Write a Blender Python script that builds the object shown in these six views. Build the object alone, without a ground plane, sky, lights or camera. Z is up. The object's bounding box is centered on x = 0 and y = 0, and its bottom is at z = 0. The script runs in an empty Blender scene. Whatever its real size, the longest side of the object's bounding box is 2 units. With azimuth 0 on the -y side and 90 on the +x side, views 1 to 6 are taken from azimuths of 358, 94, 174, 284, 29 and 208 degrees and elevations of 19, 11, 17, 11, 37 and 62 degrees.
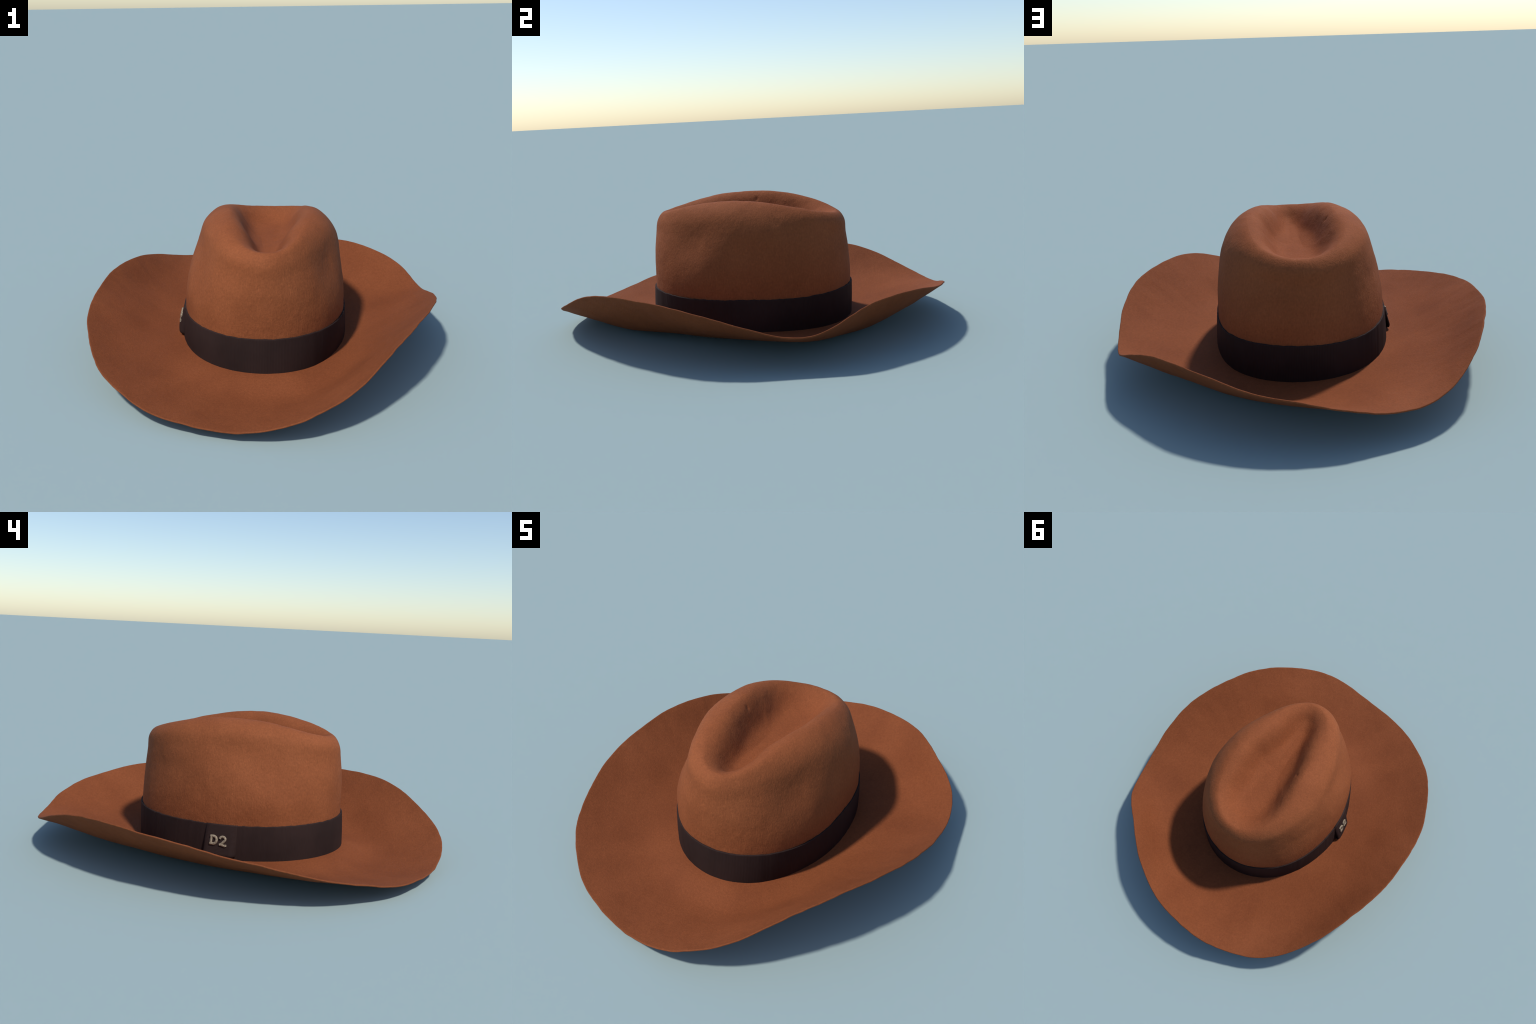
"""Brown felt fedora: pinched teardrop crown, wavy snap brim, dark grosgrain
band with a folded ribbon tab that carries two embroidered characters."""
import bpy, math, random
import numpy as np
from mathutils import Vector, noise

random.seed(7)
NT = 576                                   # samples around the hat
TH = np.linspace(0, 2 * np.pi, NT, endpoint=False)   # 0 = +x, 90 deg = back (+y)

# ----------------------------------------------------------------- helpers
def around(ctrl, th=TH):
    """periodic cubic spline through control values spaced evenly round the hat"""
    v = np.asarray(ctrl, float); n = len(v)
    A = np.zeros((n, n))
    for i in range(n):
        A[i, i] = 4; A[i, (i - 1) % n] += 1; A[i, (i + 1) % n] += 1
    m = np.linalg.solve(A, 6 * (np.roll(v, 1) - 2 * v + np.roll(v, -1)))
    x = (np.asarray(th) % (2 * np.pi)) / (2 * np.pi) * n
    i = np.floor(x).astype(int) % n; t = x - np.floor(x); j = (i + 1) % n
    return ((1 - t) ** 3 * m[i] / 6 + t ** 3 * m[j] / 6
            + (v[i] - m[i] / 6) * (1 - t) + (v[j] - m[j] / 6) * t)

def loft(rings, steps):
    """Catmull-Rom (centripetal-ish) through key rings (each NT x 3)"""
    R = np.array(rings); n = len(R); out = []
    for i in range(n - 1):
        a, b, c, d = R[max(i - 1, 0)], R[i], R[i + 1], R[min(i + 2, n - 1)]
        hb = np.linalg.norm(c - b, axis=1, keepdims=True) + 1e-9
        ha = np.linalg.norm(b - a, axis=1, keepdims=True) if i > 0 else hb
        hc = np.linalg.norm(d - c, axis=1, keepdims=True) if i < n - 2 else hb
        m0 = (c - b) if i == 0 else ((b - a) / ha * hb + (c - b) / hb * ha) / (ha + hb) * hb
        m1 = (c - b) if i == n - 2 else ((c - b) / hb * hc + (d - c) / hc * hb) / (hb + hc) * hb
        k = steps[i]
        for t in np.arange(k) / k:
            out.append((2*t**3-3*t**2+1)*b + (t**3-2*t**2+t)*m0 + (-2*t**3+3*t**2)*c + (t**3-t**2)*m1)
    out.append(R[-1])
    return np.array(out)

def polar(r, z, th=TH):
    return np.stack([r * np.cos(th), r * np.sin(th), z], -1)

def smooth_rings(G, lam_v=0.0, it=1):
    for _ in range(it):
        G[1:-1] += lam_v * ((G[:-2] + G[2:]) / 2 - G[1:-1])
    return G

def grid_normals(G):
    du = np.roll(G, -1, 1) - np.roll(G, 1, 1)
    dv = np.gradient(G, axis=0)
    n = np.cross(du, dv)
    return n / (np.linalg.norm(n, axis=2, keepdims=True) + 1e-12)

def grid_mesh(name, G, closed=True, cap_first=None, cap_last=None, flip=False):
    rows, cols = G.shape[:2]
    verts = [tuple(p) for p in G.reshape(-1, 3)]
    faces = []
    for i in range(rows - 1):
        for j in range(cols if closed else cols - 1):
            k = (j + 1) % cols
            faces.append((i * cols + j, i * cols + k, (i + 1) * cols + k, (i + 1) * cols + j))
    for cap, row in ((cap_first, 0), (cap_last, rows - 1)):
        if cap is not None:
            c = len(verts); verts.append(tuple(cap))
            for j in range(cols):
                k = (j + 1) % cols
                f = (row * cols + k, row * cols + j, c)
                faces.append(f if row == 0 else f[::-1])
    if flip:
        faces = [f[::-1] for f in faces]
    me = bpy.data.meshes.new(name)
    me.from_pydata(verts, [], faces); me.update()
    me.polygons.foreach_set("use_smooth", [True] * len(me.polygons))
    return me

def add(name, me, mat, parent):
    ob = bpy.data.objects.new(name, me)
    bpy.context.scene.collection.objects.link(ob)
    if mat: me.materials.append(mat)
    ob.parent = parent
    return ob

def fbm(P, scale, seed, octaves=3):
    return np.array([noise.fractal(Vector((p[0]*scale+seed, p[1]*scale-seed, p[2]*scale+2*seed)), 0.6, 2.0, octaves)
                     for p in P.reshape(-1, 3)]).reshape(P.shape[:-1])

# --------------------------------------------------------------- materials
def new_mat(name):
    m = bpy.data.materials.new(name); m.use_nodes = True
    nt = m.node_tree; nt.nodes.clear()
    out = nt.nodes.new("ShaderNodeOutputMaterial")
    b = nt.nodes.new("ShaderNodeBsdfPrincipled")
    nt.links.new(b.outputs[0], out.inputs[0])
    return m, nt, b

def ramp(nt, fac, stops):
    r = nt.nodes.new("ShaderNodeValToRGB")
    els = r.color_ramp.elements
    els[0].position, els[0].color = stops[0][0], (*stops[0][1], 1)
    els[1].position, els[1].color = stops[-1][0], (*stops[-1][1], 1)
    for p, c in stops[1:-1]:
        e = els.new(p); e.color = (*c, 1)
    nt.links.new(fac, r.inputs[0]); return r.outputs[0]

def tex_noise(nt, vec, scale, detail=4, rough=.6):
    n = nt.nodes.new("ShaderNodeTexNoise")
    n.inputs["Scale"].default_value = scale
    n.inputs["Detail"].default_value = detail
    n.inputs["Roughness"].default_value = rough
    nt.links.new(vec, n.inputs["Vector"]); return n.outputs[0]

def mix(nt, mode, fac, a, b):
    m = nt.nodes.new("ShaderNodeMix"); m.data_type = "RGBA"; m.blend_type = mode
    if isinstance(fac, float): m.inputs[0].default_value = fac
    else: nt.links.new(fac, m.inputs[0])
    for s, i in ((a, 6), (b, 7)):
        if isinstance(s, tuple): m.inputs[i].default_value = (*s, 1)
        else: nt.links.new(s, m.inputs[i])
    return m.outputs[2]

def mapping(nt, vec, scale):
    m = nt.nodes.new("ShaderNodeMapping"); m.inputs["Scale"].default_value = scale
    nt.links.new(vec, m.inputs["Vector"]); return m.outputs[0]

def felt(name, gain=1.0, grain=.5, speck=.25, tan=1.0):
    m, nt, b = new_mat(name)
    co = nt.nodes.new("ShaderNodeTexCoord").outputs["Object"]
    g = lambda c: (c[0] * gain, c[1] * gain * tan, c[2] * gain * tan ** 1.6)
    base = ramp(nt, tex_noise(nt, co, 3.2, 5, .55),
                [(.30, g((.195, .0548, .0190))), (.5, g((.212, .0605, .0210))), (.72, g((.230, .0670, .0238)))])
    mott = ramp(nt, tex_noise(nt, co, 7.0, 5, .65), [(.28, (.92, .91, .91)), (.52, (1, 1, 1)), (.75, (1.03, 1.04, 1.05))])
    base = mix(nt, "MULTIPLY", .8, base, mott)
    fine = ramp(nt, tex_noise(nt, co, 95, 3, .7), [(.3, (.88, .87, .86)), (.7, (1.1, 1.1, 1.1))])
    col = mix(nt, "MULTIPLY", 0.85, base, fine)
    # short nap fibres lying down the felt, and pale flecks
    fib = tex_noise(nt, mapping(nt, co, (170, 170, 60)), 1.0, 2, .6)
    col = mix(nt, "MULTIPLY", speck, col, ramp(nt, fib, [(.34, (.55, .5, .5)), (.5, (1, 1, 1)), (.62, (1.25, 1.25, 1.25)), (.72, (2.2, 2.1, 2.0))]))
    nt.links.new(col, b.inputs["Base Color"])
    b.inputs["Roughness"].default_value = .78
    b.inputs["Specular IOR Level"].default_value = .12
    b.inputs["Sheen Weight"].default_value = 0.0
    b.inputs["Sheen Roughness"].default_value = .5
    b.inputs["Sheen Tint"].default_value = (.9, .6, .42, 1)
    bump = nt.nodes.new("ShaderNodeBump")
    bump.inputs["Strength"].default_value = grain
    bump.inputs["Distance"].default_value = .004
    add_ = nt.nodes.new("ShaderNodeMath"); add_.operation = "ADD"
    nt.links.new(tex_noise(nt, co, 130, 3, .65), add_.inputs[0])
    nt.links.new(fib, add_.inputs[1])
    nt.links.new(add_.outputs[0], bump.inputs["Height"])
    nt.links.new(bump.outputs[0], b.inputs["Normal"])
    return m

def grosgrain(name, horizontal=False):
    """ribbed ribbon: fine ribs set by the angle round the crown (or by height)"""
    m, nt, b = new_mat(name)
    co = nt.nodes.new("ShaderNodeTexCoord").outputs["Object"]
    sep = nt.nodes.new("ShaderNodeSeparateXYZ"); nt.links.new(co, sep.inputs[0])
    def math_(op, a, bb):
        n = nt.nodes.new("ShaderNodeMath"); n.operation = op
        for s, i in ((a, 0), (bb, 1)):
            if isinstance(s, (int, float)): n.inputs[i].default_value = s
            elif s is not None: nt.links.new(s, n.inputs[i])
        return n.outputs[0]
    if horizontal:
        ph = math_("MULTIPLY", sep.outputs[2], 1150.0)
        ph = math_("ADD", ph, math_("MULTIPLY", tex_noise(nt, co, 16, 2, .5), 9.0))
    else:
        ph = math_("MULTIPLY", math_("ARCTAN2", sep.outputs[1], sep.outputs[0]), 470.0)
    rib = math_("ADD", math_("MULTIPLY", math_("SINE", ph, 0.0), .5), .5)
    wear = ramp(nt, tex_noise(nt, co, 7, 3, .6), [(.35, (.15, .15, .15)), (.65, (1, 1, 1))])
    base = ramp(nt, tex_noise(nt, co, 4, 3, .5), [(.3, (.0215, .0118, .0100)), (.7, (.0330, .0178, .0150))])
    hi = mix(nt, "MIX", wear, (.022, .0122, .0108), (.048, .0260, .0215))
    col = mix(nt, "MIX", math_("MULTIPLY", math_("POWER", rib, 3.0), .40), base, hi)
    nt.links.new(col, b.inputs["Base Color"])
    b.inputs["Roughness"].default_value = .75
    b.inputs["Specular IOR Level"].default_value = .12
    bump = nt.nodes.new("ShaderNodeBump")
    bump.inputs["Strength"].default_value = .15; bump.inputs["Distance"].default_value = .0015
    nt.links.new(rib, bump.inputs["Height"]); nt.links.new(bump.outputs[0], b.inputs["Normal"])
    return m

def plain(name, c0, c1, scale, rough, bumpd=0.0):
    m, nt, b = new_mat(name)
    co = nt.nodes.new("ShaderNodeTexCoord").outputs["Object"]
    n = tex_noise(nt, co, scale, 3, .6)
    nt.links.new(ramp(nt, n, [(.3, c0), (.7, c1)]), b.inputs["Base Color"])
    b.inputs["Roughness"].default_value = rough
    b.inputs["Specular IOR Level"].default_value = .2
    if bumpd:
        bu = nt.nodes.new("ShaderNodeBump"); bu.inputs["Distance"].default_value = bumpd
        nt.links.new(n, bu.inputs["Height"]); nt.links.new(bu.outputs[0], b.inputs["Normal"])
    return m

FELT_CROWN = felt("crown_felt", 1.17, .34, .13, 1.03)
FELT_BRIM = felt("brim_felt", .98, .28, .12)
RIBBON = grosgrain("grosgrain_ribbon")
TAB = grosgrain("tab_ribbon", True)
THREAD = plain("cream_thread", (.15, .105, .065), (.36, .29, .205), 140, .7, .003)
LEATHER = plain("sweatband_leather", (.07, .028, .014), (.11, .045, .022), 30, .5, .001)

# ----------------------------------------------------------------- profiles
# control values at 16 angles (22.5 deg apart); #4 is the back, #12 the front
BASE_R = [.408,.434,.486,.513,.510,.482,.441,.413,.410,.423,.459,.499,.518,.494,.440,.411]
BASE_Z = [.046,.044,.041,.040,.042,.044,.047,.047,.046,.047,.050,.053,.054,.050,.045,.045]
BAND_R = [.400,.433,.487,.517,.516,.482,.436,.403,.396,.415,.454,.494,.509,.489,.447,.412]
BAND_Z = [.201,.199,.201,.205,.204,.198,.197,.199,.201,.205,.211,.216,.215,.213,.205,.201]
# wall rings: share of the height between band and crest, radii
WALL = [
 (.25, [.394,.429,.483,.514,.511,.468,.422,.390,.383,.409,.449,.489,.503,.485,.445,.408]),
 (.50, [.380,.417,.467,.504,.505,.456,.400,.366,.356,.373,.419,.478,.497,.474,.434,.393]),
 (.72, [.362,.395,.441,.487,.495,.444,.382,.338,.312,.323,.372,.450,.487,.440,.386,.356]),
 (.88, [.324,.350,.415,.480,.490,.432,.356,.307,.290,.299,.338,.432,.479,.408,.342,.321]),
]
CREST_R = [.246,.274,.349,.438,.454,.369,.260,.207,.190,.204,.253,.358,.441,.355,.275,.244]
CREST_Z = [.653,.643,.615,.577,.566,.607,.646,.659,.662,.659,.650,.619,.594,.624,.646,.654]

# brim edge: 36 angles (10 deg apart)
EDGE_R = [.853,.866,.900,.908,.894,.906,.935,.961,.979,.994,.993,.990,.965,.928,.892,.867,.855,.847,
          .854,.871,.889,.916,.945,.963,.975,.978,.984,.999,.994,.959,.908,.871,.847,.837,.840,.845]
EDGE_Z = [.209,.167,.153,.203,.243,.254,.245,.222,.200,.167,.130,.128,.158,.211,.250,.264,.267,.255,
          .242,.218,.190,.157,.123,.090,.064,.052,.046,.079,.132,.186,.251,.288,.296,.294,.280,.249]
# brim height at one third and two thirds of the way out (16 angles)
BRIM_Z1 = [.070,.055,.042,.043,.054,.059,.072,.078,.074,.061,.043,.024,.019,.041,.076,.084]
BRIM_Z2 = [.127,.090,.110,.118,.096,.099,.127,.154,.153,.114,.070,.032,.040,.116,.177,.167]

FELT_T = .013
EDGE_T = .007
base_r, base_z = around(BASE_R), around(BASE_Z)
band_r, band_z = around(BAND_R), around(BAND_Z)
crest_r, crest_z = around(CREST_R), around(CREST_Z)

# ------------------------------------------------------------------- crown
DENT_C = np.array([.028, .0])            # middle of the teardrop crease
def dent_ring(scale):
    c = polar(crest_r, crest_z)
    p = c.copy()
    to_front = np.clip(-c[:, 1] / .44, 0, 1)
    narrow = 1 - .36 * to_front ** 1.5 * np.clip((1 - scale) / .34, 0, 1)
    p[:, 0] = DENT_C[0] - .02 * to_front + (c[:, 0] - DENT_C[0] + .02 * to_front) * scale * narrow
    p[:, 1] = DENT_C[1] + (c[:, 1] - DENT_C[1]) * scale ** (1 - .30 * to_front)   # reaches well forward
    return p

def dent_floor(P):
    y = P[:, 1]
    return .508 + .018 * np.clip(-y / .4, 0, 1.2) - .006 * np.clip(y / .4, 0, 1.2)

keys = [polar(base_r - .006, base_z), polar(band_r - .0035, band_z)]
for f, r in WALL:
    keys.append(polar(around(r), band_z + f * (crest_z - band_z)))
keys.append(polar(crest_r, crest_z))
at_end = np.clip((np.abs(crest_r * np.sin(TH)) - .24) / .22, 0, 1)
at_end = at_end ** 2 * (3 - 2 * at_end)           # 1 at the front and back ends of the crease
for s, side_w, end_w in ((.86, .0, .24), (.72, .15, .75), (.56, .53, 1.0), (.40, .88, 1.02), (.16, 1.02, 1.0)):
    w = side_w + (end_w - side_w) * at_end
    p = dent_ring(s)
    p[:, 2] = crest_z * (1 - w) + dent_floor(p) * w
    keys.append(p)
crown = loft(keys, [8, 14, 14, 14, 12, 12, 14, 14, 14, 12, 8])
smooth_rings(crown, .5, 10)
d0 = 8 + 14 + 14 + 14 + 12 + 12 + 3        # first row inside the crease
for _ in range(30):                        # let the crease floor relax
    D = crown[d0:]
    D[1:-1] += .3 * ((D[:-2] + D[2:]) / 2 - D[1:-1]) + .5 * ((np.roll(D, 1, 1) + np.roll(D, -1, 1)) / 2 - D)[1:-1]
# the two finger dimples of the pinch, on the front flanks
N = grid_normals(crown)
def dimple(G, N, centre, rad, depth):
    d = (G - np.array(centre)) / np.array(rad)
    return G - N * (depth * np.exp(-(d ** 2).sum(2)))[..., None]
crown = dimple(crown, N, (.305, -.29, .45), (.15, .16, .115), .038)
crown = dimple(crown, N, (-.29, -.25, .43), (.13, .14, .105), .016)
crown = dimple(crown, N, (-.125, .036, .617), (.009, .009, .012), .007)     # small nick
crown += N * (fbm(crown, 5.0, 3.1) * .0022 + fbm(crown, 26.0, 8.4, 2) * .0006)[..., None]
crown[0] = polar(base_r - .006, base_z)
inner = crown - grid_normals(crown) * FELT_T
inner[:, :, 2] = np.maximum(inner[:, :, 2], base_z[None] - .02)
cr_top = crown[-1].mean(0); in_top = inner[-1].mean(0)

hat = bpy.data.objects.new("felt_hat", None)
bpy.context.scene.collection.objects.link(hat)
hat["label"] = "brown felt fedora with pinched crown and dark ribbon band"
hat["category"] = "hat"

# crown shell: inside top -> bottom, then outside bottom -> top
shell = np.concatenate([inner[::-1], crown], 0)
add("crown", grid_mesh("crown", shell, cap_first=in_top, cap_last=cr_top), FELT_CROWN, hat)

# -------------------------------------------------------------------- brim
edge_r = around(EDGE_R); edge_z = around(EDGE_Z)
ragged = np.array([noise.fractal(Vector((math.cos(t) * 9, math.sin(t) * 9, 1.7)), .7, 2.0, 3) for t in TH])
edge_r = edge_r - .0005 + ragged * .0025
z1, z2 = around(BRIM_Z1), around(BRIM_Z2)
span = edge_r - base_r
bk = [polar(base_r - .012, base_z), polar(base_r + .01, base_z - .001),
      polar(base_r + span / 3, z1), polar(base_r + span * 2 / 3, z2),
      polar(edge_r, edge_z)]
top = loft(bk, [3, 18, 24, 26])
Nt = -grid_normals(top)
Nt *= np.sign(Nt[:, :, 2:3].mean() + 1e-9)
amp = np.linspace(0, 1, len(top))[:, None]
top = top + Nt * ((fbm(top, 4.0, 5.7) * .0035 + fbm(top, 22.0, 2.2, 2) * .0006) * amp)[..., None]
thick = (FELT_T + (EDGE_T - FELT_T) * amp ** 2)[..., None]
under = top - Nt * thick
out_dir = top[-1] - top[-2]; out_dir /= np.linalg.norm(out_dir, axis=1, keepdims=True)
lip = []
for a in np.linspace(0, np.pi, 8)[1:-1]:
    lip.append((top[-1] + under[-1]) / 2 + Nt[-1] * (EDGE_T / 2) * math.cos(a) + out_dir * (EDGE_T * .4) * math.sin(a))
brim_grid = np.concatenate([top, np.array(lip), under[::-1], top[:1]], 0)
add("brim", grid_mesh("brim", brim_grid, flip=False), FELT_BRIM, hat)

# -------------------------------------------------------------------- band
def band_surface(th, f):
    """point on the felt under the ribbon; f = 0 at the brim, 1 at the top edge"""
    th = np.asarray(th, float)
    r = around(BASE_R, th) * (1 - f) + around(BAND_R, th) * f
    z = (around(BASE_Z, th) - .004) * (1 - f) + around(BAND_Z, th) * f
    return polar(r, z, th)

T_R = .0035
prof = [(1.0, -.004), (1.004, T_R * .4), (.998, T_R * .85), (.985, T_R)]
prof += [(f, T_R + .0015 * math.sin(f * math.pi)) for f in np.linspace(.96, .05, 22)]
prof += [(.02, T_R * 1.1), (0, T_R), (0, -.004)]
rag2 = np.array([noise.fractal(Vector((math.cos(t) * 14, math.sin(t) * 14, 4.2)), .7, 2.0, 3) for t in TH])
rows = []
for f, off in prof:
    p = band_surface(TH, f)
    rad = np.stack([np.cos(TH), np.sin(TH), 0 * TH], -1)
    p = p + rad * (off + .0008 * rag2[:, None] * (off > 0))
    p[:, 2] += .0022 * rag2 * f
    rows.append(p)
add("hat_band", grid_mesh("hat_band", np.array(rows), flip=True), RIBBON, hat)

# -------------------------------------------------------- folded ribbon tab
# a ribbon wrapped over the band on the -x side; it lies close at the top and
# flares outward towards the bottom, its rear end standing open
TAB_Y0, TAB_Y1 = .047, -.100
def tab_point(s, t, lift=0.0):
    """s 0..1 rear -> front, t 0..1 top -> bottom"""
    y = TAB_Y0 + (TAB_Y1 - TAB_Y0) * s
    f = 1.01 - .90 * t
    th = np.pi + math.atan2(-y, .43)
    p = band_surface(np.array([th]), f)[0]
    rise = .0062 + .029 * (t ** 1.05) * (1 - .25 * s)
    if s < .12: rise -= .005 * ((.12 - s) / .12) ** 2
    if s > .82: rise -= (rise - .005) * ((s - .82) / .18) ** 2     # front end sinks into the band
    if t > .90: rise -= .006 * ((t - .90) / .10) ** 2
    flare = rise
    return np.array([p[0] - flare - lift, y, p[2]])
NS, NTAB = 28, 34
front = np.array([[tab_point(s, t) for s in np.linspace(0, 1, NS)] for t in np.linspace(0, 1, NTAB)])
hollow = np.clip(np.linspace(0, 1, NS) / .4, 0, 1)                 # open only at the rear end
depth = .006 + .026 * hollow * hollow * (3 - 2 * hollow)
back = front + np.stack([depth, 0 * depth, 0 * depth], -1)[None]
tg = np.concatenate([front, back], 1)        # loop across: front surface then back
order = list(range(NS)) + [NS + i for i in range(NS - 1, -1, -1)]
tg = tg[:, order]
me = grid_mesh("ribbon_tab", tg, cap_first=tg[0].mean(0), cap_last=tg[-1].mean(0), flip=True)
tab = add("ribbon_tab", me, TAB, hat)
# bottom return of the loop, tucked back to the band
ret = np.array([[tab_point(s, 1.0) + np.array([.030 * k, 0, .002 - .010 * k]) for s in np.linspace(0, 1, NS)]
                for k in np.linspace(0, 1, 8)])
rb = ret + np.array([0, 0, .0045])
rg = np.concatenate([ret, rb], 1)[:, order]
add("tab_fold", grid_mesh("tab_fold", rg, cap_first=rg[0].mean(0), cap_last=rg[-1].mean(0)), TAB, tab)

# -------------------------------------------- embroidered characters on tab
def stroke_char(name, strokes, y_left, z_bottom, w, h, rad):
    """thick stitched strokes; unit box, u to the right (towards -y), v up"""
    cu = bpy.data.curves.new(name, "CURVE"); cu.dimensions = "3D"
    cu.bevel_depth = rad; cu.bevel_resolution = 3; cu.use_fill_caps = True
    for pts in strokes:
        sp = cu.splines.new("POLY"); sp.points.add(len(pts) - 1)
        for q, (u, v) in zip(sp.points, pts):
            y = y_left - u * w; z = z_bottom + v * h
            s = (y - TAB_Y0) / (TAB_Y1 - TAB_Y0)
            lo, hi = 0., 1.
            for _ in range(24):                        # find t at this height
                md = (lo + hi) / 2
                if tab_point(s, md)[2] > z: lo = md
                else: hi = md
            q.co = (*(tab_point(s, lo, rad * .12)), 1)
    tmp = bpy.data.objects.new(name, cu)
    bpy.context.scene.collection.objects.link(tmp)
    dg = bpy.context.evaluated_depsgraph_get()
    me = bpy.data.meshes.new_from_object(tmp.evaluated_get(dg)); me.name = name
    bpy.data.objects.remove(tmp); bpy.data.curves.remove(cu)
    for v in me.vertices:
        n = noise.noise_vector(v.co * 260)
        v.co += n * .0009
    me.polygons.foreach_set("use_smooth", [True] * len(me.polygons))
    return add(name, me, THREAD, tab)

arc = lambda cx, cy, rx, ry, a0, a1, n=12: [(cx + rx * math.cos(math.radians(a0 + (a1 - a0) * i / (n - 1))),
                                            cy + ry * math.sin(math.radians(a0 + (a1 - a0) * i / (n - 1)))) for i in range(n)]
stroke_char("embroidered_letter",
            [[(.0, .98), (.45, 1.0)] + arc(.5, .5, .5, .5, 88, -88) + [(.45, .0), (-.04, .02)],
             [(.16, .98), (.14, .5), (.12, .02)]], .0175, .1175, .030, .033, .0064)
stroke_char("embroidered_digit",
            [arc(.48, .74, .45, .27, 178, -35) + [(.45, .22), (.06, .06)],
             [(.02, .06), (.35, .06), (.7, -.02), (1.0, -.05)], [(1.0, .14), (1.02, -.1)]],
            -.0265, .114, .028, .037, .0060)

# --------------------------------------------------------------- sweatband
sw = []
for f, off in ((-.28, -.020), (.0, -.022), (.6, -.026), (.8, -.030), (.8, -.034), (.6, -.032), (.0, -.028), (-.28, -.026)):
    p = band_surface(TH, max(f, 0.))
    p = p + np.stack([np.cos(TH), np.sin(TH), 0 * TH], -1) * off
    if f < 0: p[:, 2] = 0.006
    sw.append(p)
sw.append(sw[0])
add("sweatband", grid_mesh("sweatband", np.array(sw), flip=True), LEATHER, hat)
